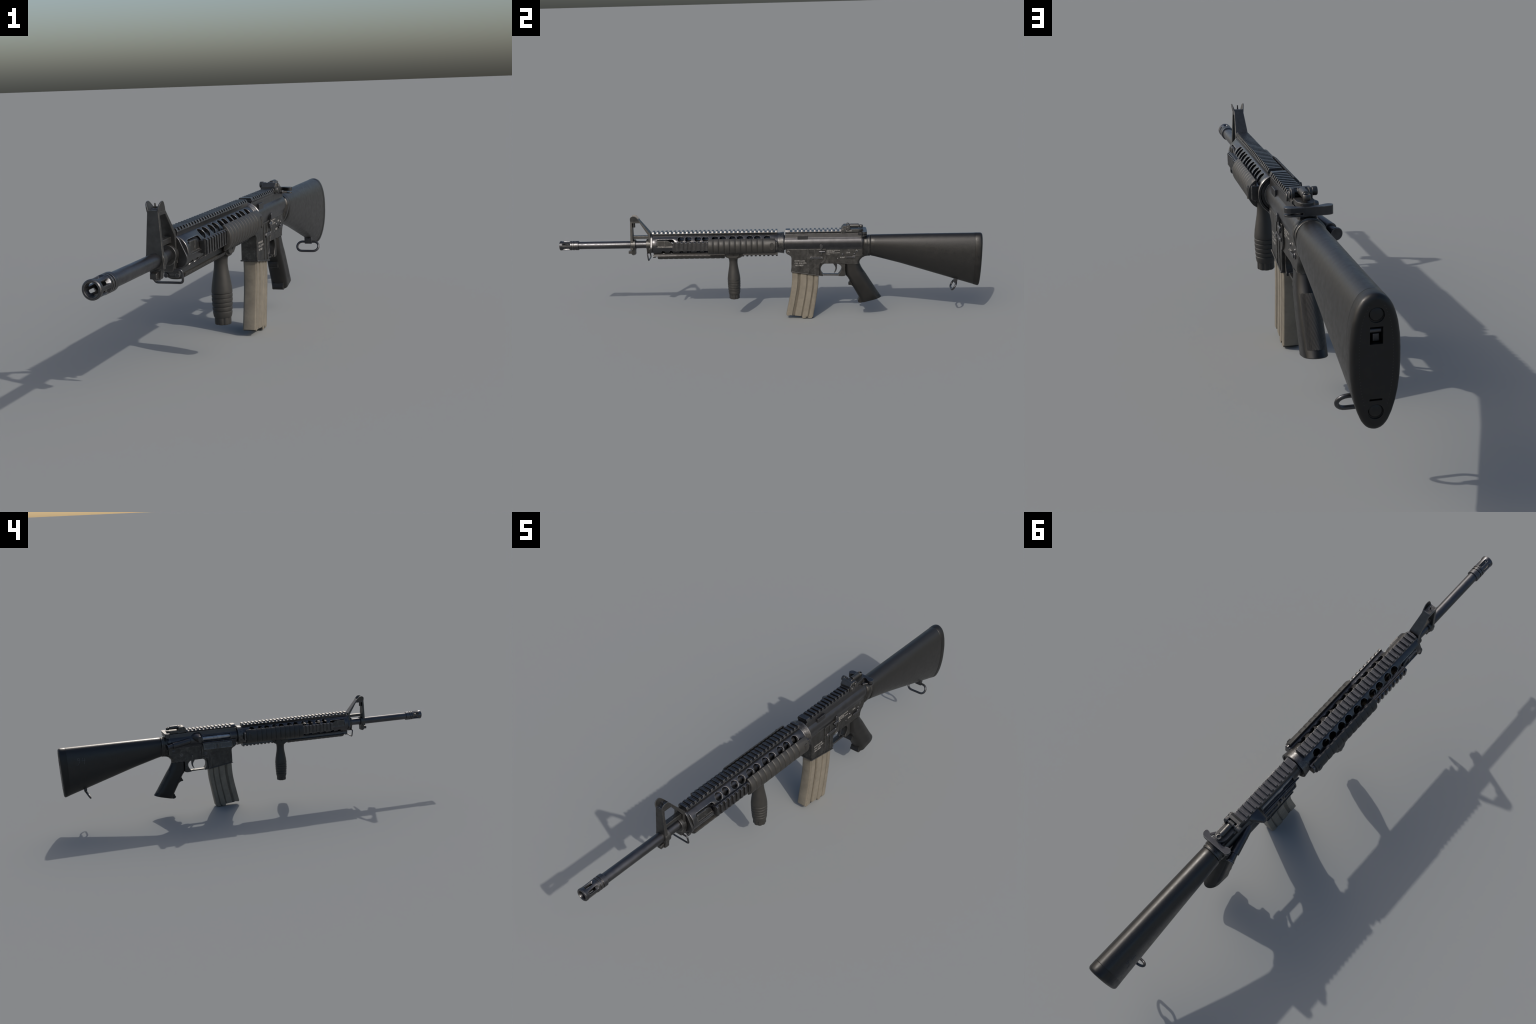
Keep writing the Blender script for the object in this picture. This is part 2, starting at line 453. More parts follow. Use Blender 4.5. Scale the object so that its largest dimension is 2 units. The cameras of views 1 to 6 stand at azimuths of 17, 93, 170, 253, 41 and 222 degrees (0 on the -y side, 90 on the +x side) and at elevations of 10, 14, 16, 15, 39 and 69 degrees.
# slip ring behind the handguard
bm = B()
prof = [(0.0415, 0.030), (0.0415, 0.0470), (0.0425, 0.0480)]
r = 0.0483
for k in range(8):
    y = 0.0440 + k * 0.0030
    r = 0.0483 + 0.0034 * k / 8
    prof += [(y, r), (y + 0.0010, r), (y + 0.0014, r - 0.0011), (y + 0.0024, r - 0.0011)]
prof += [(0.0692, 0.0520), (0.0708, 0.0510), (0.0708, 0.0460), (0.0660, 0.0430), (0.0660, 0.030)]
lathe_ring(bm, (0, 0, AXIS), (0, 1, 0), prof, 72)
part('slip_ring', bm, M_RAIL, HAND, wn=False, smooth=40)
bm = B()
lathe(bm, (0, 0.060, AXIS), (0, 1, 0), [(0, 0.036), (0.0150, 0.036), (0.0155, 0.0325), (0.020, 0.0325)], 48)
part('barrel_nut', bm, M_STEEL, HAND)

# ribbed polymer covers snapped over the rails
def cover(name, parent, side, y0, rear, n, pitch, section, groove):
    """Clip-on panel: n bulged ribs followed by a plain rear piece."""
    bm = B()
    stations = []
    for k in range(n):
        a = y0 + k * pitch
        for f, d in ((0.0, 1.0), (0.035, 0.60), (0.10, 0.26), (0.25, 0.07), (0.5, 0.0), (0.75, 0.07), (0.90, 0.26), (0.965, 0.60)):
            stations.append((a + f * pitch, d))
    stations.append((y0 + n * pitch, 1.0))
    if rear:
        stations += [(y0 + n * pitch + 0.002, 0.2), (y0 + n * pitch + 0.006, 0.0), (rear - 0.001, 0.0), (rear, 0.6)]
    rings = []
    for y, d in stations:
        outer = []
        m = len(section)
        for i, (a, b) in enumerate(section):
            t = i / (m - 1)
            k = groove * d * math.sin(math.pi * min(1, max(0, t))) ** 0.4
            outer.append((a - k, b))
        ring = outer
        if side == 'bottom':
            rings.append([(b - AXIS, y, AXIS - a) for a, b in ring])
        else:
            s = 1 if side == 'left' else -1
            rings.append([(s * a, y, b) for a, b in ring])
    loop_stack(bm, rings)
    return part(name, bm, M_POLYMER, parent, wn=False, smooth=50)

def dome(half, x_edge, x_top, n=14, power=2.3):
    pts = []
    for i in range(n + 1):
        t = -1 + 2 * i / n
        pts.append((x_edge + (x_top - x_edge) * (1 - abs(t) ** power), AXIS - t * half))
    return pts
SIDE = [(0.0490, 0.4020), (0.0515, 0.4035)] + [(a, b - 0.0035) for a, b in dome(0.0363, 0.0535, 0.0718)[1:-1]] + [(0.0515, 0.3310), (0.0490, 0.3325)]
for sd in ('left', 'right'):
    c = cover('rail_cover', HAND, sd, -0.2853, 0.0310, 10, 0.0259, SIDE, 0.0038)
    s = 1 if sd == 'left' else -1
    bm = B()
    oval = round_poly([(0.0060, 0.3560), (0.0060, 0.3820), (0.0150, 0.3880), (0.0240, 0.3820), (0.0240, 0.3560), (0.0150, 0.3500)], 0.006)
    prism(bm, oval, 'x', s * 0.064, s * 0.0727)
    part('cover_latch', bm, M_POLYMER, c, bevel=0.001)
    bm = B()
    prism(bm, round_poly([(0.0085, 0.3640), (0.0085, 0.3770), (0.0120, 0.3820), (0.0120, 0.3590)], 0.002), 'x', s * 0.066, s * 0.0730)
    part('latch_slot', bm, M_DARK, c)
    bm = B()
    prism(bm, round_poly([(0.0325, 0.3520), (0.0325, 0.3900), (0.0415, 0.3900), (0.0415, 0.3520)], 0.002), 'x', s * 0.045, s * 0.0640)
    prism(bm, round_poly([(0.0350, 0.3560), (0.0350, 0.3860), (0.0395, 0.3860), (0.0395, 0.3560)], 0.001), 'x', s * 0.060, s * 0.0655)
    part('rail_stop', bm, M_RAIL, HAND, bevel=0.0008)
LOW = [(0.0530, 0.3985), (0.0545, 0.4000)] + dome(0.0310, 0.0560, 0.0715, 12, 3.0)[1:-1] + [(0.0545, 0.3400), (0.0530, 0.3415)]
cover('rail_cover', HAND, 'bottom', -0.5305, -0.2125, 12, 0.0249, LOW, 0.0024)
bm = B()
for s in (-1, 1):
    rod(bm, (s * 0.0150, -0.5535, 0.3145), (s * 0.0150, -0.5440, 0.3145), 0.0060)
part('rail_screw', bm, M_STEEL, HAND)

# ------------------------------------------------------------------ foregrip
bm = B()
FY = -0.1728
prof = [(0.3060, 0.0240), (0.2960, 0.0218), (0.2880, 0.0203), (0.2760, 0.0196), (0.2600, 0.0210), (0.2380, 0.0248), (0.2160, 0.0284), (0.2000, 0.0301),
        (0.1950, 0.0304)]
top = 0.1908
for k in range(5):
    zc = 0.1905 - 0.01285 * k
    rr = lerp_table([(-0.2, 0.0304), (-0.17, 0.0302), (-0.13, 0.0276), (-0.11, 0.0262)], -zc)
    prof += [(zc + 0.0018, rr), (zc + 0.0007, rr - 0.0018), (zc - 0.0007, rr - 0.0018), (zc - 0.0020, rr - 0.0001), (zc - 0.0058, rr + 0.0002)]
prof += [(0.1225, 0.0264), (0.1205, 0.0254), (0.1200, 0.0225)]
lathe(bm, (0, FY, 0), (0, 0, 1), prof, 56)
GRIP = part('foregrip', bm, M_POLYMER, wn=False, smooth=45)
bm = B()
rings = []
for z, sc in ((0.1215, 0.92), (0.1210, 1.0), (0.1020, 1.0), (0.1000, 0.975), (0.0988, 0.90)):
    ring = []
    for k in range(96):
        a = 2 * math.pi * k / 96
        flute = 0.5 + 0.5 * math.cos(8 * a)
        r = (0.0246 - 0.0022 * (1 - flute) ** 3) * sc
        ring.append((r * math.cos(a), FY + r * math.sin(a), z))
    rings.append(ring)
loop_stack(bm, rings)
part('foregrip_cap', bm, M_POLYMER, GRIP, wn=False, smooth=50)
bm = B()
body = [(-0.2105, 0.3270), (-0.2105, 0.3160), (-0.2050, 0.3085), (-0.1920, 0.3030), (-0.1880, 0.2980), (-0.1575, 0.2980), (-0.1480, 0.3020), (-0.1320, 0.3085), (-0.1260, 0.3160), (-0.1260, 0.3270)]
prism(bm, round_poly(body, 0.003), 'x', -0.0285, 0.0285)
for s in (-1, 1):
    prism(bm, round_poly([(-0.2030, 0.3350), (-0.2030, 0.3170), (-0.1900, 0.3060), (-0.1560, 0.3060), (-0.1380, 0.3170), (-0.1380, 0.3350)], 0.003), 'x', s * 0.022, s * 0.0355)
part('foregrip_clamp', bm, M_POLYMER, GRIP, bevel=0.002, segs=3)
bm = B()
for s in (-1, 1):
    rod(bm, (s * 0.034, -0.1690, 0.3200), (s * 0.0361, -0.1690, 0.3200), 0.0042)
part('clamp_pin', bm, M_DARK, GRIP)

# ------------------------------------------------------------------ upper receiver
bm = B()
half = [(0.0200, 0.4160), (0.0205, 0.4125), (0.0225, 0.3980)] + \
       [(x, z) for x, z in arc(0, 0.3715, 0.0338, 47, -36, 14)] + [(0.0262, 0.3480), (0.0250, 0.3400)]
poly = half + [(-x, z) for x, z in reversed(half)]
prism(bm, poly, 'y', 0.0768, 0.4330)
cut = B()
port = round_poly([(0.1085, 0.3640), (0.1085, 0.3930), (0.2590, 0.3930), (0.2590, 0.3640)], 0.007, 4)
prism(cut, port, 'x', -0.060, -0.0130)
UPPER = part('upper_receiver', bm, M_UPPER, cut=cut, bevel=0.0008)
# rear end of the cylinder runs out in a shallow slope
bm = B()
rings = []
for y, s in ((0.4325, 1.0), (0.4390, 0.985), (0.4440, 0.93), (0.4480, 0.86)):
    rings.append([(x * s, y, AXIS + (z - AXIS) * (1 if z > AXIS else s)) for x, z in poly])
loop_stack(bm, rings)
part('receiver_tail', bm, M_UPPER, UPPER)
rail('rail', UPPER, 0.0788, 0.3420, 12, 0.02005, 0.0088, 0.1125, (0, 0, 1), first=(0.0790, 0.1000), half=0.0230, crest=0.0635, neck=0.0198, root=0.043, mat=M_UPPER, floor_=0.0548)
bm = B()
prism(bm, round_poly([(0.1350, 0.3880), (0.1350, 0.4085), (0.1835, 0.4085), (0.1835, 0.3880)], 0.0025), 'x', 0.020, 0.0285)
part('receiver_lug', bm, M_UPPER, UPPER, bevel=0.001)
# frame round the ejection port, bolt carrier inside it
bm = B()
fr = round_poly([(0.1050, 0.3600), (0.1050, 0.3965), (0.2620, 0.3965), (0.2620, 0.3600)], 0.009, 4)
inn = round_poly([(0.1090, 0.3645), (0.1090, 0.3925), (0.2585, 0.3925), (0.2585, 0.3645)], 0.007, 4)
def flank(z): return math.sqrt(max(0, 0.0338 ** 2 - (z - 0.3715) ** 2))
rows = [[(-(flank(z) - 0.0010), y, z) for y, z in fr], [(-(flank(z) + 0.0012), y, z) for y, z in fr],
        [(-(flank(z) + 0.0012), y, z) for y, z in inn], [(-(flank(z) - 0.0010), y, z) for y, z in inn]]
rows.append(rows[0]); loop_stack(bm, rows, False, False); bmesh.ops.remove_doubles(bm, verts=bm.verts, dist=1e-7)
part('port_frame', bm, M_UPPER, UPPER, bevel=0.0006)
bm = B()
lathe(bm, (-0.0100, 0.0, 0.3755), (0, 1, 0), [(0.0965, 0.0155), (0.1100, 0.0168), (0.1560, 0.0172), (0.1565, 0.0192), (0.1800, 0.0192), (0.1805, 0.0178), (0.2700, 0.0178)], 40)
part('bolt_carrier', bm, M_BOLT, UPPER)
# open dust cover hanging from its hinge rod
bm = B()
def dust(y, z): return -(0.0352 + (0.3560 - z) * 0.16)
outline = round_poly([(0.1040, 0.3550), (0.1040, 0.3205), (0.2600, 0.3205), (0.2600, 0.3550)], 0.007, 4)
loop_stack(bm, [[(dust(y, z) + 0.0014, y, z) for y, z in outline], [(dust(y, z) - 0.0010, y, z) for y, z in outline]])
for a, b in ((0.1055, 0.1690), (0.1960, 0.2585)):
    o = round_poly([(a, 0.3510), (a, 0.3225), (b, 0.3225), (b, 0.3510)], 0.006, 3)
    i = round_poly([(a + 0.0045, 0.3475), (a + 0.0045, 0.3268), (b - 0.0045, 0.3268), (b - 0.0045, 0.3475)], 0.004, 3)
    rows = [[(dust(y, z) - 0.0006, y, z) for y, z in o], [(dust(y, z) - 0.0044, y, z) for y, z in o],
            [(dust(y, z) - 0.0044, y, z) for y, z in i], [(dust(y, z) - 0.0006, y, z) for y, z in i]]
    rows.append(rows[0])
    sub = bmesh.new(); loop_stack(sub, rows, False, False); bmesh.ops.remove_doubles(sub, verts=sub.verts, dist=1e-7)
    tmp = bpy.data.meshes.new('tmp'); sub.to_mesh(tmp); sub.free(); bm.from_mesh(tmp); bpy.data.meshes.remove(tmp)
box(bm, -0.0465, -0.0385, 0.1775, 0.1865, 0.3240, 0.3440)
DUST = part('dust_cover', bm, M_RAIL, UPPER, bevel=0.0005, segs=1)
bm = B()
rod(bm, (-0.0362, 0.0860, 0.3562), (-0.0362, 0.2625, 0.3562), 0.0026)
for a, b in ((0.1030, 0.1500), (0.1520, 0.1830), (0.1850, 0.2600)):
    rod(bm, (-0.0362, a, 0.3562), (-0.0362, b, 0.3562), 0.0036)
part('hinge_rod', bm, M_STEEL, DUST)
# shell deflector: lopsided pyramid behind the port
bm = B()
base = [(0.2640, 0.383), (0.2690, 0.402), (0.2800, 0.4125), (0.3080, 0.4125), (0.3270, 0.402), (0.3330, 0.385), (0.3200, 0.366), (0.2700, 0.362)]
mid = [(0.2680, 0.3835), (0.2720, 0.399), (0.2820, 0.4070), (0.3000, 0.4070), (0.3130, 0.399), (0.3160, 0.385), (0.3060, 0.371), (0.2720, 0.366)]
tip = [(0.2770, 0.3800), (0.2780, 0.393), (0.2810, 0.3970), (0.2890, 0.3970), (0.2930, 0.394), (0.2940, 0.381), (0.2910, 0.367), (0.2780, 0.366)]
loop_stack(bm, [[(-0.0180, y - 0.007, z) for y, z in base], [(-0.0350, y - 0.007, z) for y, z in mid], [(-0.0590, y - 0.005, z) for y, z in tip]])
part('shell_deflector', bm, M_UPPER, UPPER, bevel=0.0012, segs=2)
# forward assist: angled housing with its push button
bm = B()
a = Vector((-0.0300, 0.3250, 0.3755)); b = Vector((-0.0540, 0.4250, 0.3640))
d = (b - a).normalized()
lathe(bm, a, d, [(0, 0.0100), (0.012, 0.0152), ((b - a).length - 0.001, 0.0164), ((b - a).length, 0.0154), ((b - a).length, 0.0122)], 32)
FA = part('forward_assist', bm, M_UPPER, UPPER)
bm = B()
lathe(bm, b - d * 0.002, d, [(0, 0.0115), (0.0285, 0.0115), (0.0290, 0.0153), (0.0320, 0.0155), (0.0335, 0.0146), (0.0335, 0.0128), (0.0329, 0.0122), (0.0333, 0.0001)], 32)
part('forward_assist_button', bm, M_STEEL, FA)

# ------------------------------------------------------------------ charging handle
bm = B()
hand = []
right = [(0.0120, 0.4425), (0.0200, 0.4455), (0.0280, 0.4430), (0.0350, 0.4385), (0.0410, 0.4352), (0.0480, 0.4348), (0.0535, 0.4378), (0.0555, 0.4440), (0.0545, 0.4510), (0.0500, 0.4570), (0.0440, 0.4592), (0.0200, 0.4600)]
hand = [(0.0100, 0.4200)] + [(x * 0.98, y) for x, y in right] + [(-x * 1.02, y) for x, y in reversed(right)] + [(-0.0100, 0.4200)]
prism(bm, round_poly(hand, 0.004, 3), 'z', 0.4075, 0.4280)
cut = B()
box(cut, 0.0130, 0.0600, 0.4250, 0.4700, 0.4115, 0.4160)
CHG = part('charging_handle', bm, M_UPPER, cut=cut, bevel=0.0012)
bm = B()
box(bm, -0.0105, 0.0105, 0.3300, 0.4400, 0.4100, 0.4240)
prism(bm, round_poly([(0.0200, 0.4200), (0.0265, 0.4180), (0.0400, 0.4360), (0.0300, 0.4400)], 0.003), 'z', 0.4085, 0.4160)
part('charging_latch', bm, M_UPPER, CHG, bevel=0.001)

# ------------------------------------------------------------------ rear sight
bm = B()
plate = [(-0.0215, 0.3400), (0.0215, 0.3400), (0.0215, 0.4200)] + arc(0, 0.4230, 0.0205, 0, 180, 12) + [(-0.0215, 0.4200)]
prism(bm, plate, 'z', 0.4210, 0.4335)
prism(bm, [(0.0150, 0.4190), (0.0248, 0.4190), (0.0262, 0.4240), (0.0240, 0.4300), (0.0150, 0.4300)], 'y', 0.3580, 0.3900)
prism(bm, [(-0.0150, 0.4190), (-0.0248, 0.4190), (-0.0262, 0.4240), (-0.0240, 0.4300), (-0.0150, 0.4300)], 'y', 0.3580, 0.3900)
REAR = part('rear_sight', bm, M_SIGHT, bevel=0.001)
bm = B()
blk = [(0.3420, 0.4290), (0.3420, 0.4400), (0.3530, 0.4520), (0.3640, 0.4520), (0.3660, 0.4440), (0.3660, 0.4290)]
prism(bm, blk, 'x', -0.0235, 0.0235)
for s in (-1, 1):
    prism(bm, round_poly([(0.3600, 0.4290), (0.3600, 0.4515), (0.3760, 0.4530), (0.3830, 0.4450), (0.3830, 0.4290)], 0.004), 'x', s * 0.0165, s * 0.0245)
part('sight_housing', bm, M_SIGHT, REAR, bevel=0.001)
bm = B()
rod(bm, (-0.0240, 0.3735, 0.4450), (0.0240, 0.3735, 0.4450), 0.0048)
lathe(bm, (0, 0.3735, 0.4450), (1, 0, 0), [(-0.0085, 0.0085), (0.0085, 0.0085)], 28)
lathe(bm, (0, 0.3820, 0.4472), (0, 1, 0), [(0, 0.0085), (0.0010, 0.0095), (0.0400, 0.0095), (0.0415, 0.0085), (0.0415, 0.0062), (0.0450, 0.0050)], 32)
part('sight_arm', bm, M_SIGHT, REAR)
bm = B()
lathe_ring(bm, (0, 0.4340, 0.4378), (0, 0, 1), [(0, 0.0068), (0, 0.0084), (0.0006, 0.0090), (0.0122, 0.0090), (0.0128, 0.0084), (0.0128, 0.0068)], 32)
lathe_ring(bm, (0, 0.4340, 0.4420), (0, 0, 1), [(0, 0.0022), (0, 0.0072), (0.0020, 0.0072), (0.0020, 0.0022)], 24)
part('aperture', bm, M_SIGHT, REAR, wn=False)
bm = B()
lathe(bm, (-0.0240, 0.3725, 0.4440), (-1, 0, 0), [(0, 0.0095), (0.001, 0.0105), (0.0105, 0.0105), (0.0125, 0.0092), (0.0128, 0.0001)], 28)
part('windage_knob', bm, M_SIGHT, REAR)
bm = B()
lathe(bm, (0.0240, 0.3720, 0.4390), (1, 0, 0), [(0, 0.0092), (0.0040, 0.0092), (0.0052, 0.0080), (0.0052, 0.0001)], 12)
lathe(bm, (0.0235, 0.3505, 0.4285), (1, 0, 0), [(0, 0.0100), (0.0070, 0.0100), (0.0085, 0.0088), (0.0087, 0.0001)], 24)
box(bm, 0.0200, 0.0270, 0.3400, 0.3610, 0.4190, 0.4390)
part('clamp_screw', bm, M_SIGHT, REAR, bevel=0.0006)

# ------------------------------------------------------------------ lower receiver
bm = B()
well = [(0.0920, 0.3435), (0.0820, 0.3410), (0.0775, 0.3335), (0.0785, 0.3255), (0.0850, 0.3190), (0.0960, 0.3130), (0.1030, 0.3070), (0.1048, 0.2990),
        (0.1035, 0.2330), (0.2345, 0.2130), (0.2378, 0.2580), (0.2400, 0.2700), (0.2500, 0.2760), (0.2610, 0.2830), (0.2660, 0.2930), (0.2665, 0.3040), (0.2665, 0.3435)]
prism(bm, well, 'x', -0.0262, 0.0262)
LOWER = part('lower_receiver', bm, M_RECEIVER, bevel=0.0022, segs=3)
bm = B()
body = [(0.2300, 0.3430), (0.4280, 0.3440), (0.4400, 0.3550), (0.4400, 0.3080), (0.4180, 0.2990), (0.4100, 0.2662), (0.3586, 0.2660), (0.3400, 0.2695), (0.2360, 0.2695)]
prism(bm, body, 'x', -0.0228, 0.0228)
part('trigger_housing', bm, M_RECEIVER, LOWER, bevel=0.0012, segs=3)
# magwell details: flared lip, upright ribs, raised deck under the bolt catch
bm = B()
lip = [(0.1015, 0.2360), (0.1005, 0.2315), (0.2350, 0.2105), (0.2365, 0.2150)]
prism(bm, lip, 'x', -0.0292, 0.0292)
LIP = part('magazine_well_lip', bm, M_RECEIVER, LOWER, bevel=0.0016, segs=3)
bm = B()
for s in (-1, 1):
    xa, xb = min(s * 0.024, s * 0.0282), max(s * 0.024, s * 0.0282)
    if s > 0:
        box(bm, xa, xb, 0.1815, 0.1855, 0.2235, 0.3400)
        box(bm, xa, xb, 0.2140, 0.2180, 0.2185, 0.3400)
        prism(bm, round_poly([(0.1840, 0.3390), (0.1840, 0.3425), (0.2660, 0.3425), (0.2660, 0.3390)], 0.001), 'x', xa, 0.0290)
        prism(bm, round_poly([(0.2630, 0.3430), (0.2630, 0.3050), (0.2560, 0.2850), (0.2440, 0.2760), (0.2440, 0.2725), (0.2590, 0.2790), (0.2672, 0.2930), (0.2672, 0.3430)], 0.003), 'x', xa, xb)
    else:
        prism(bm, round_poly([(0.2180, 0.2250), (0.2180, 0.3400), (0.2260, 0.3400), (0.2260, 0.2950), (0.2240, 0.2760), (0.2240, 0.2220)], 0.003), 'x', xa, xb)
        box(bm, xa, xb, 0.2310, 0.2650, 0.2740, 0.2785)
        box(bm, xa, xb, 0.2610, 0.2655, 0.2760, 0.3400)
part('receiver_rib', bm, M_RECEIVER, LOWER, bevel=0.0012)
# trigger guard
bm = B()
front = [(0.2345, 0.2715), (0.2620, 0.2715), (0.2600, 0.2672), (0.2515, 0.2640), (0.2455, 0.2555), (0.2425, 0.2470), (0.2416, 0.2390), (0.2432, 0.2290), (0.2480, 0.2205), (0.2525, 0.2150), (0.2525, 0.2070), (0.2350, 0.2090)]
rear = [(0.3588, 0.2715), (0.3170, 0.2715), (0.3190, 0.2672), (0.3285, 0.2645), (0.3362, 0.2585), (0.3408, 0.2490), (0.3405, 0.2390), (0.3360, 0.2270), (0.3290, 0.2180), (0.3255, 0.2145), (0.3255, 0.2060), (0.3300, 0.2065), (0.3380, 0.2055), (0.3480, 0.2057), (0.3588, 0.2075)]
prism(bm, front, 'x', -0.0180, 0.0180)
prism(bm, rear, 'x', -0.0180, 0.0180)
prism(bm, [(0.2480, 0.2148), (0.3300, 0.2136), (0.3300, 0.2068), (0.2480, 0.2086)], 'x', -0.0112, 0.0112)
part('trigger_guard', bm, M_RECEIVER, LOWER, bevel=0.0014)
bm = B()
trig = [(0.3010, 0.2700), (0.3030, 0.2620), (0.3085, 0.2550), (0.3120, 0.2460), (0.3118, 0.2370), (0.3090, 0.2280), (0.3050, 0.2205), (0.3068, 0.2190), (0.3110, 0.2225), (0.3165, 0.2310), (0.3195, 0.2420), (0.3200, 0.2530), (0.3205, 0.2700)]
prism(bm, trig, 'x', -0.0062, 0.0062)
part('trigger', bm, M_STEEL, LOWER, bevel=0.0012)
# tower that carries the stock
def tower_ring(y, grow, arch=True):
    low = 0.3660 - (lerp_table([(0.4320, 0.2830), (0.4370, 0.2910), (0.4430, 0.2960), (0.4506, 0.2990), (0.4600, 0.3008), (0.4800, 0.3010)], y))
    pts = []
    for k in range(72):
        a = 2 * math.pi * k / 72
        c, s = math.cos(a), math.sin(a)
        x = math.copysign(abs(c) ** (1.0 if s >= 0 else 0.8), c)
        if s >= 0: pts.append(((0.0372 + grow) * x, y, 0.3660 + (0.0372 + grow) * s))
        else: pts.append(((0.0372 + grow) * x * (1 - 0.22 * abs(s)), y, 0.3660 + low * s))
    return pts
bm = B()
loop_stack(bm, [tower_ring(y, gr) for y, gr in ((0.4330, -0.0140), (0.4380, -0.0110), (0.4420, -0.0060), (0.4450, -0.0015), (0.4480, 0.0002), (0.4500, 0.0010), (0.4620, 0.0014), (0.4635, 0.0006), (0.4645, -0.0022), (0.4680, -0.0022), (0.4690, -0.0006), (0.4720, -0.0002), (0.4760, -0.0016))])
part('stock_tower', bm, M_RECEIVER, LOWER, smooth=30)
# controls on the left
bm = B()
prism(bm, round_poly([(0.2390, 0.3620), (0.2405, 0.3500), (0.2430, 0.3400), (0.2430, 0.3150), (0.2480, 0.3150), (0.2480, 0.3400), (0.2510, 0.3500), (0.2525, 0.3620), (0.2455, 0.3665)], 0.004), 'x', 0.0270, 0.0325)
prism(bm, round_poly([(0.2385, 0.3630), (0.2400, 0.3500), (0.2430, 0.3440), (0.2485, 0.3440), (0.2515, 0.3500), (0.2530, 0.3630), (0.2457, 0.3675)], 0.005), 'x', 0.0325, 0.0368)
rod(bm, (0.0290, 0.2345, 0.3300), (0.0290, 0.2635, 0.3300), 0.0048)
part('bolt_catch', bm, M_STEEL, LOWER, bevel=0.0008)
bm = B()
prism(bm, round_poly([(0.1890, 0.3000), (0.1960, 0.3085), (0.2060, 0.3060), (0.2540, 0.3055), (0.2540, 0.2955), (0.2060, 0.2950), (0.1960, 0.2920)], 0.003), 'x', 0.0255, 0.0305)
prism(bm, round_poly([(0.1900, 0.2990), (0.1965, 0.3065), (0.2060, 0.3040), (0.2060, 0.2960), (0.1965, 0.2930)], 0.003), 'x', 0.0300, 0.0330)
lathe(bm, (0.0300, 0.2480, 0.3005), (1, 0, 0), [(0, 0.0040), (0.0013, 0.0040), (0.0016, 0.0001)], 16)
part('magazine_catch', bm, M_STEEL, LOWER, bevel=0.001)
bm = B()
lathe(bm, (0.0220, 0.3985, 0.3015), (1, 0, 0), [(0, 0.0080), (0.0028, 0.0080), (0.0034, 0.0072), (0.0034, 0.0001)], 24)
prism(bm, round_poly([(0.3630, 0.2980), (0.3630, 0.3040), (0.4030, 0.3060), (0.4030, 0.2970)], 0.002), 'x', 0.0240, 0.0290)
part('selector_lever', bm, M_STEEL, LOWER, bevel=0.0008)
def dome_stud(y, z, r, x, h, name, mat, s=1):
    bm = B()
    prof = [(0, r)] + [(h * math.sin(t), r * math.cos(t)) for t in (0.3, 0.7, 1.1, 1.4)] + [(h, 0.0001)]
    lathe(bm, (s * x, y, z), (s, 0, 0), prof, 20)
    return part(name, bm, mat, LOWER, smooth=60)
dome_stud(0.3464, 0.3140, 0.0048, 0.0226, 0.0030, 'stud', M_STEEL)
dome_stud(0.4013, 0.3150, 0.0048, 0.0226, 0.0030, 'stud', M_STEEL)
for y, z, r, x in ((0.0915, 0.3300, 0.0062, 0.0262), (0.4120, 0.3290, 0.0066, 0.0224), (0.3230, 0.2940, 0.0026, 0.0226)):
    dome_stud(y, z, r, x, 0.0010, 'receiver_pin', M_STEEL)
for y, z, r, x in ((0.0890, 0.3290, 0.0072, 0.0262), (0.4150, 0.3265, 0.0085, 0.0228), (0.3172, 0.2918, 0.0032, 0.0228), (0.2746, 0.3076, 0.0026, 0.0228)):
    dome_stud(y, z, r, x, 0.0026 if r > 0.006 else 0.0010, 'receiver_pin', M_STEEL, -1)
bm = B()
lathe_ring(bm, (-0.0226, 0.3743, 0.3030), (-1, 0, 0), [(0, 0.0055), (0, 0.0082), (0.0010, 0.0080), (0.0010, 0.0057)], 28)
lathe(bm, (-0.0226, 0.3743, 0.3030), (-1, 0, 0), [(0, 0.0040), (0.0006, 0.0040)], 20)
part('selector_pivot', bm, M_STEEL, LOWER)
bm = B()
lathe(bm, (-0.0255, 0.2465, 0.2965), (-1, 0, 0), [(0, 0.0088), (0.0030, 0.0088), (0.0038, 0.0078), (0.0038, 0.0055), (0.0030, 0.0050), (0.0030, 0.0001)], 28)
part('magazine_release', bm, M_STEEL, LOWER)
# markings
for body_, y, z, size in (('M4/M16A4E', 0.1190, 0.2825, 0.0095), ('CAL 5.56 MM', 0.1190, 0.2715, 0.0095), ('V0119829', 0.1200, 0.2605, 0.0095)):
    text_part(body_, 'marking', LOWER, y, z, size, 0.0263, squeeze=1.03)
for body_, y, z, size in (('FIREARMS DIVISION', 0.2705, 0.3320, 0.0062), ('INDUSTRIES', 0.2705, 0.3260, 0.0062), ('HARTFORD, CONN', 0.2705, 0.3200, 0.0062), ('U.S.A.', 0.2705, 0.3140, 0.0062),
                          ('BURST', 0.3345, 0.2965, 0.0085), ('SEMI', 0.3640, 0.3195, 0.0085)):
    text_part(body_, 'marking', LOWER, y, z, size, 0.0229, squeeze=1.15 if size < 0.007 else 1.0)

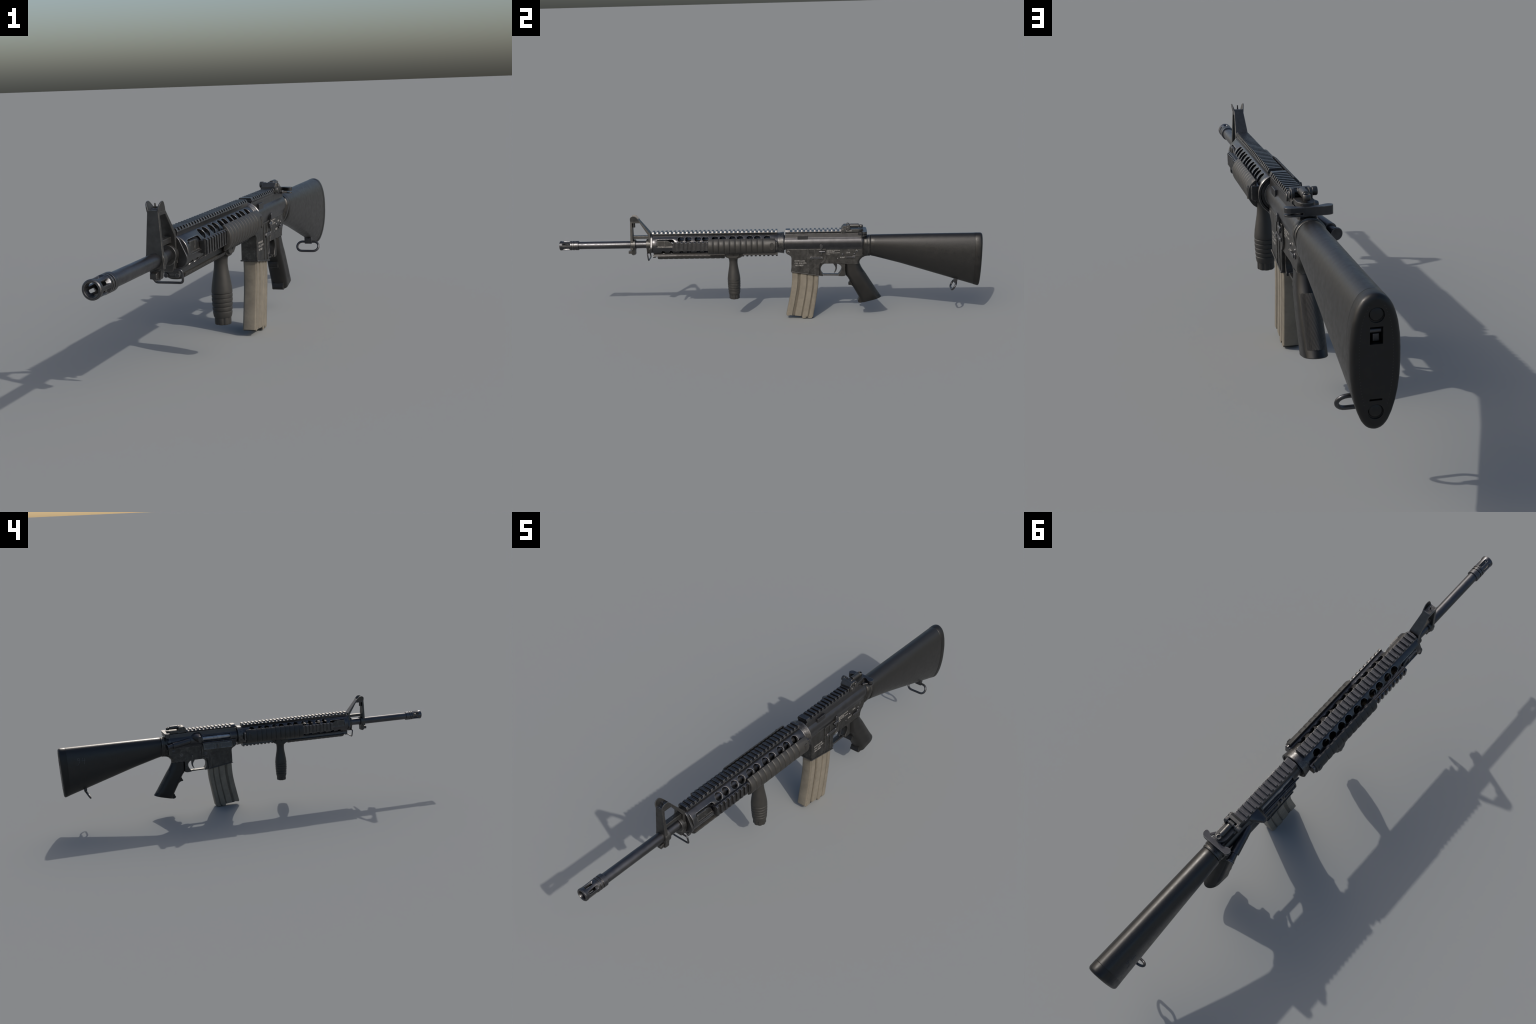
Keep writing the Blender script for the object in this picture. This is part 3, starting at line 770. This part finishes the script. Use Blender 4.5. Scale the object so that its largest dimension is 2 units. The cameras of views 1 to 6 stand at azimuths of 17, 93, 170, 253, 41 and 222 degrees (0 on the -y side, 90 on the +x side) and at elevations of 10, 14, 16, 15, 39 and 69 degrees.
# ------------------------------------------------------------------ pistol grip
def fb_loft(bm, F, R, halves, n=28, front_round=0.22, back_round=0.42):
    """Skin sections that run from a front line F to a rear line R, rounded at both ends."""
    rings = []
    for (f, r, w) in zip(F, R, halves):
        ring = []
        prof = []
        for k in range(n + 1):
            s = 0.5 - 0.5 * math.cos(math.pi * k / n)
            if s < front_round: h = math.sqrt(max(0, 1 - (1 - s / front_round) ** 2))
            elif s > 1 - back_round: h = math.sqrt(max(0, 1 - ((s - 1 + back_round) / back_round) ** 2))
            else: h = 1.0
            prof.append((s, h))
        for s, h in prof:
            ring.append((w * h, f[0] + (r[0] - f[0]) * s, f[1] + (r[1] - f[1]) * s))
        for s, h in reversed(prof[1:-1]):
            ring.append((-w * h, f[0] + (r[0] - f[0]) * s, f[1] + (r[1] - f[1]) * s))
        rings.append(ring)
    loop_stack(bm, rings)

F = [(0.3590, 0.2652), (0.3590, 0.2330), (0.3600, 0.2075), (0.3690, 0.1985), (0.3805, 0.1780), (0.3920, 0.1550), (0.4080, 0.1260), (0.4215, 0.1010), (0.4285, 0.0770), (0.4305, 0.0742)]
R = [(0.4270, 0.2652), (0.4340, 0.2490), (0.4440, 0.2325), (0.4540, 0.2170), (0.4655, 0.1985), (0.4790, 0.1765), (0.4965, 0.1490), (0.5120, 0.1240), (0.5300, 0.1010), (0.5280, 0.0988)]
H = [0.0232, 0.0250, 0.0266, 0.0275, 0.0280, 0.0284, 0.0285, 0.0284, 0.0282, 0.0266]
bm = B()
# rounded tang between grip and stock tower, following the arch
fb_loft(bm, [(0.395, z) for z in (0.2663, 0.2720, 0.2770, 0.2830, 0.2895, 0.2950, 0.2990, 0.3100)],
        [(0.4270, 0.2663), (0.4266, 0.2720), (0.4272, 0.2770), (0.4300, 0.2830), (0.4351, 0.2895), (0.4420, 0.2950), (0.4510, 0.2990), (0.4520, 0.3100)],
        [0.0229] * 8, front_round=0.1, back_round=0.40)
part('receiver_tang', bm, M_RECEIVER, LOWER, wn=False, smooth=50)
bm = B()
fb_loft(bm, F, R, H)
PG = part('pistol_grip', bm, M_GRIP, wn=False, smooth=50)
bm = B()
prism(bm, round_poly([(0.3800, 0.1830), (0.3770, 0.1730), (0.3715, 0.1660), (0.3740, 0.1615), (0.3860, 0.1610), (0.3980, 0.1510), (0.4080, 0.1400)], 0.003), 'x', -0.0150, 0.0150)
prism(bm, round_poly([(0.4240, 0.1000), (0.4215, 0.0905), (0.4165, 0.0835), (0.4195, 0.0765), (0.4290, 0.0730), (0.4450, 0.0775), (0.4450, 0.0960)], 0.003), 'x', -0.0190, 0.0190)
part('finger_rest', bm, M_GRIP, PG, bevel=0.003, segs=3)
# ribbed backstrap, flush insert
bm = B()
rings = []
for t in [0.30 + 0.62 * i / 10 for i in range(11)]:
    k = t * (len(R) - 2); i = int(k); f = k - i
    ry = R[i][0] + (R[i + 1][0] - R[i][0]) * f; rz = R[i][1] + (R[i + 1][1] - R[i][1]) * f
    fy = F[i][0] + (F[i + 1][0] - F[i][0]) * f; fz = F[i][1] + (F[i + 1][1] - F[i][1]) * f
    w = H[i] + (H[i + 1] - H[i]) * f
    ring = []
    for lay in (0.0, 1.0):
        pts = []
        for m in range(17):
            x = -0.80 + 1.6 * m / 16
            s = 1 - 0.42 + 0.42 * math.sqrt(1 - x * x)
            off = (0.0006 if lay else -0.003)
            dy, dz = (ry - fy), (rz - fz); L = math.hypot(dy, dz)
            pts.append((w * x, fy + dy * s + dy / L * off, fz + dz * s + dz / L * off))
        ring += pts if not lay else pts[::-1]
    rings.append(ring)
loop_stack(bm, rings)
part('backstrap', bm, M_RIB, PG, wn=False, smooth=50)

# ------------------------------------------------------------------ magazine
def mag_section(w):
    """Half-width along the magazine's depth: raised panels split by pressed grooves."""
    d, t = 1 - 0.0042 / w, 1 - 0.0028 / w
    return [(0.0, 0.72), (0.010, 0.86), (0.018, 0.90), (0.030, 0.90), (0.036, 1.0), (0.205, 1.0), (0.232, d), (0.310, d), (0.328, 1.0), (0.540, 1.0), (0.560, t), (0.596, t),
            (0.612, 1.0), (0.782, 1.0), (0.802, t), (0.838, t), (0.854, 1.0), (0.950, 1.0), (0.965, 0.955), (0.985, 0.90), (1.0, 0.72)]
MF = [(0.1060, 0.2300), (0.1060, 0.2100), (0.1050, 0.1850), (0.1025, 0.1580), (0.0980, 0.1300), (0.0925, 0.1020), (0.0865, 0.0740), (0.0805, 0.0460), (0.0745, 0.0185)]
MR = [(0.2320, 0.2250), (0.2318, 0.2000), (0.2305, 0.1720), (0.2280, 0.1480), (0.2240, 0.1240), (0.2195, 0.0960), (0.2145, 0.0660), (0.2090, 0.0360), (0.2036, 0.0060)]
bm = B()
rings = []
w = 0.0220
for f, r in zip(MF, MR):
    prof = mag_section(w)
    ring = [(w * h, f[0] + (r[0] - f[0]) * s, f[1] + (r[1] - f[1]) * s) for s, h in prof]
    ring += [(-w * h, f[0] + (r[0] - f[0]) * s, f[1] + (r[1] - f[1]) * s) for s, h in reversed(prof)]
    rings.append(ring)
loop_stack(bm, rings)
MAG = part('magazine', bm, M_MAG, wn=False, smooth=28)
MAG.data.materials.append(M_MAG_GROOVE_SHADE)
for p in MAG.data.polygons:                      # groove floors coloured darker tan to bake in their shade
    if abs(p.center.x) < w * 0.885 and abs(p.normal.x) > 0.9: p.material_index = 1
bm = B()
foot = [(0.0760, 0.0215), (0.0765, 0.0150), (0.0850, 0.0140), (0.0980, 0.0150), (0.1050, 0.0125), (0.1480, 0.0085), (0.1520, 0.0035), (0.1620, 0.0010), (0.1960, 0.0002), (0.2010, 0.0040), (0.2030, 0.0090)]
prism(bm, foot, 'x', -0.0190, 0.0190)
part('floor_plate', bm, M_MAG_DARK, MAG, bevel=0.0008)
bm = B()
for s in (-1, 1):
    prism(bm, round_poly([(0.1500, 0.0140), (0.1510, 0.0030), (0.1560, 0.0003), (0.1660, 0.0008), (0.1720, 0.0080)], 0.002), 'x', s * 0.0185, s * 0.0222)
    prism(bm, round_poly([(0.1780, 0.0080), (0.1800, 0.0010), (0.1960, 0.0004), (0.1990, 0.0060)], 0.002), 'x', s * 0.0185, s * 0.0216)
    prism(bm, round_poly([(0.0760, 0.0200), (0.0790, 0.0140), (0.0900, 0.0145), (0.0960, 0.0180)], 0.002), 'x', s * 0.0170, s * 0.0214)
part('floor_tab', bm, M_MAG, MAG, bevel=0.0006)

# ------------------------------------------------------------------ buttstock
# normalised height from the comb (0) to the toe (1) -> half width
BUTT = [(0.0, 0.0), (0.006, 0.0095), (0.02, 0.0165), (0.045, 0.0238), (0.085, 0.0305), (0.14, 0.0360), (0.21, 0.0405), (0.30, 0.0438), (0.40, 0.0452), (0.50, 0.0452),
        (0.60, 0.0442), (0.70, 0.0412), (0.79, 0.0368), (0.87, 0.0308), (0.93, 0.0245), (0.97, 0.0178), (0.99, 0.0108), (1.0, 0.0)]
WRIST = [(0.0, 0.0), (0.006, 0.0060), (0.02, 0.0110), (0.045, 0.0160), (0.085, 0.0215), (0.14, 0.0265), (0.21, 0.0310), (0.30, 0.0338), (0.40, 0.0350), (0.50, 0.0350),
         (0.60, 0.0343), (0.70, 0.0325), (0.79, 0.0290), (0.87, 0.0240), (0.93, 0.0185), (0.97, 0.0125), (0.99, 0.0070), (1.0, 0.0)]
COMB = [(0.475, 0.4030), (0.70, 0.4040), (1.0, 0.4040)]
BELLY = [(0.475, 0.3022), (0.490, 0.2998), (0.6187, 0.2637), (0.7816, 0.2121), (0.885, 0.1793), (0.985, 0.1492), (1.01, 0.1480)]
def smooth_widths(tab, n):
    # even sampling of the outline by angle keeps the comb and toe round
    out = []
    for i in range(n + 1):
        h = 0.5 - 0.5 * math.cos(math.pi * i / n)
        # monotone interpolation on sqrt scale near the ends
        for (a, va), (b, vb) in zip(tab, tab[1:]):
            if h <= b + 1e-9:
                f = (h - a) / (b - a)
                if va == 0: f = math.sqrt(max(0, f))
                if vb == 0: f = 1 - math.sqrt(max(0, 1 - f))
                out.append((h, va + (vb - va) * f)); break
    return out
NS = 30
W_A = smooth_widths(WRIST, NS); W_B = smooth_widths(BUTT, NS)
def stock_width(y, h_index):
    t = max(0.0, min(1.0, (y - 0.475) / (0.965 - 0.475)))
    return W_A[h_index][1] + (W_B[h_index][1] - W_A[h_index][1]) * t
def stock_ring(y, inset=0.0, tilt=0.0):
    top = lerp_table(COMB, y) - inset; bot = lerp_table(BELLY, y) + inset
    rgt = []
    for i, (h, _) in enumerate(W_B):
        z = top + (bot - top) * h
        wv = stock_width(y, i)
        wv = max(0.0, wv - inset * (1 if 0.02 < h < 0.98 else 0.9))
        rgt.append((wv, y - tilt * (0.39 - z), z))
    return rgt + [(-x, yy, z) for x, yy, z in reversed(rgt[1:-1])]
bm = B()
rings = [stock_ring(0.4762, 0.0030)] + [stock_ring(0.4770, 0.0012), stock_ring(0.4800, 0.0)]
k = 26
for i in range(1, k + 1):
    y = 0.480 + (0.9630 - 0.480) * i / k
    rings.append(stock_ring(y, 0.0, 0.012 * max(0.0, (y - 0.90) / 0.063)))
loop_stack(bm, rings)
STOCK = part('buttstock', bm, M_STOCK, wn=False, smooth=60)
bm = B()
rings = [stock_ring(0.9628, 0.0007, 0.012), stock_ring(0.9636, 0.0001, 0.012), stock_ring(0.9650, -0.0004, 0.013)]
for a in range(0, 91, 15):
    s = math.sin(math.radians(a)); c = math.cos(math.radians(a))
    rings.append(stock_ring(0.9880 + 0.0120 * s, -0.0004 + 0.0100 * (1 - c), 0.030 + 0.0135 * s))
bm_cut = B()
def face_y(z): return 1.0000 - 0.0435 * (0.39 - z)
box(bm_cut, -0.0116, 0.0116, 0.9700, 1.0200, 0.3135, 0.3455)
box(bm_cut, -0.0116, 0.0116, 0.9750, 1.0200, 0.2065, 0.2100)
rod(bm_cut, (0, face_y(0.367) - 0.0030, 0.3670), (0, 1.02, 0.3670), 0.0142, 32)
rod(bm_cut, (0, face_y(0.185) - 0.0030, 0.1850), (0, 1.02, 0.1850), 0.0142, 32)
loop_stack(bm, rings)
PAD = part('butt_plate', bm, M_PAD, STOCK, cut=bm_cut, wn=False, smooth=40)
bm = B()
for z, zz in ((0.3670, 0.3690), (0.1850, 0.1870)):
    prof = [(-0.006, 0.0132)] + [(-0.0030 + 0.0040 * math.sin(t), 0.0132 * math.cos(t)) for t in (0.15, 0.4, 0.7, 1.0, 1.3)] + [(0.0010, 0.0001)]
    lathe(bm, (0, face_y(z), zz), (0, 1, 0), prof, 32)
part('butt_screw', bm, M_PAD, STOCK, smooth=60)
bm = B()
rod(bm, (-0.0110, 0.9860, 0.3360), (0.0110, 0.9860, 0.3360), 0.0050)
box(bm, -0.0080, 0.0040, 0.9700, 0.9860, 0.3150, 0.3290)
part('trap_hinge', bm, M_STEEL, STOCK, bevel=0.001)
# stitched row of tiny pips round the plate
bm = B()
for s in (-1, 1):
    for i in range(34):
        z = 0.3830 - (0.3830 - 0.2000) * i / 33
        h = (0.404 - z) / (0.404 - 0.1487)
        x = lerp_table(BUTT, h) - 0.0150
        if h < 0.14: x = lerp_table(BUTT, h) - 0.0160
        lathe(bm, (s * x, face_y(z) - 0.0004, z), (0, 1, 0), [(0, 0.0009), (0.0007, 0.0006), (0.0008, 0.0001)], 8)
part('grip_pip', bm, M_POLYMER, PAD, kind='stuff')
# rear sling loop
bm = B()
prism(bm, round_poly([(0.8715, 0.1900), (0.8735, 0.1640), (0.8790, 0.1600), (0.8850, 0.1640), (0.8895, 0.1860)], 0.003), 'x', -0.0140, 0.0140)
part('loop_base', bm, M_STEEL, STOCK, bevel=0.002)
bm = B()
path = []
P0 = Vector((0, 0.8800, 0.1690)); P1 = Vector((0, 0.8600, 0.1358))
h = (P0 - P1).length
for x, d in [(0.0420 - h / 2 + x_, d_) for x_, d_ in arc(0, h / 2, h / 2, -90, 90, 10)] + [(-(0.0420 - h / 2) + x_, d_) for x_, d_ in arc(0, h / 2, h / 2, 90, 270, 10)]:
    p = P1 + (P0 - P1) * (d / h)
    path.append((x, p.y, p.z))
wire(bm, path, 0.0046, 12, True)
part('sling_loop', bm, M_STEEL, STOCK)
# hand-scratched number on the right flank
def flank_x(y, z):
    top = lerp_table(COMB, y); bot = lerp_table(BELLY, y); h = (top - z) / (top - bot)
    t = max(0.0, min(1.0, (y - 0.475) / 0.49))
    return -(lerp_table(WRIST, h) * (1 - t) + lerp_table(BUTT, h) * t)
nine = [(0.8990, 0.3480), (0.9040, 0.3520), (0.9095, 0.3500), (0.9110, 0.3440), (0.9070, 0.3400), (0.9010, 0.3420), (0.8985, 0.3480), (0.9000, 0.3390), (0.9040, 0.3280), (0.9100, 0.3190), (0.9180, 0.3160)]
four_a = [(0.8835, 0.3520), (0.8870, 0.3430), (0.8890, 0.3370), (0.8800, 0.3380), (0.8705, 0.3400)]
four_b = [(0.8740, 0.3500), (0.8765, 0.3400), (0.8775, 0.3290), (0.8790, 0.3200)]
bm = B()
for stroke in (nine, four_a, four_b):
    fine = []
    for a, b in zip(stroke, stroke[1:]):
        for i in range(4): fine.append((a[0] + (b[0] - a[0]) * i / 4, a[1] + (b[1] - a[1]) * i / 4))
    fine.append(stroke[-1])
    wire(bm, [(flank_x(y, z) - 0.0001, y, z) for y, z in fine], 0.0009, 8)
part('scratched_number', bm, M_SCRATCH, STOCK)

tris = sum(sum(len(p.vertices) - 2 for p in o.data.polygons) for o in OBJS)
print('parts', len(OBJS), 'triangles', tris)
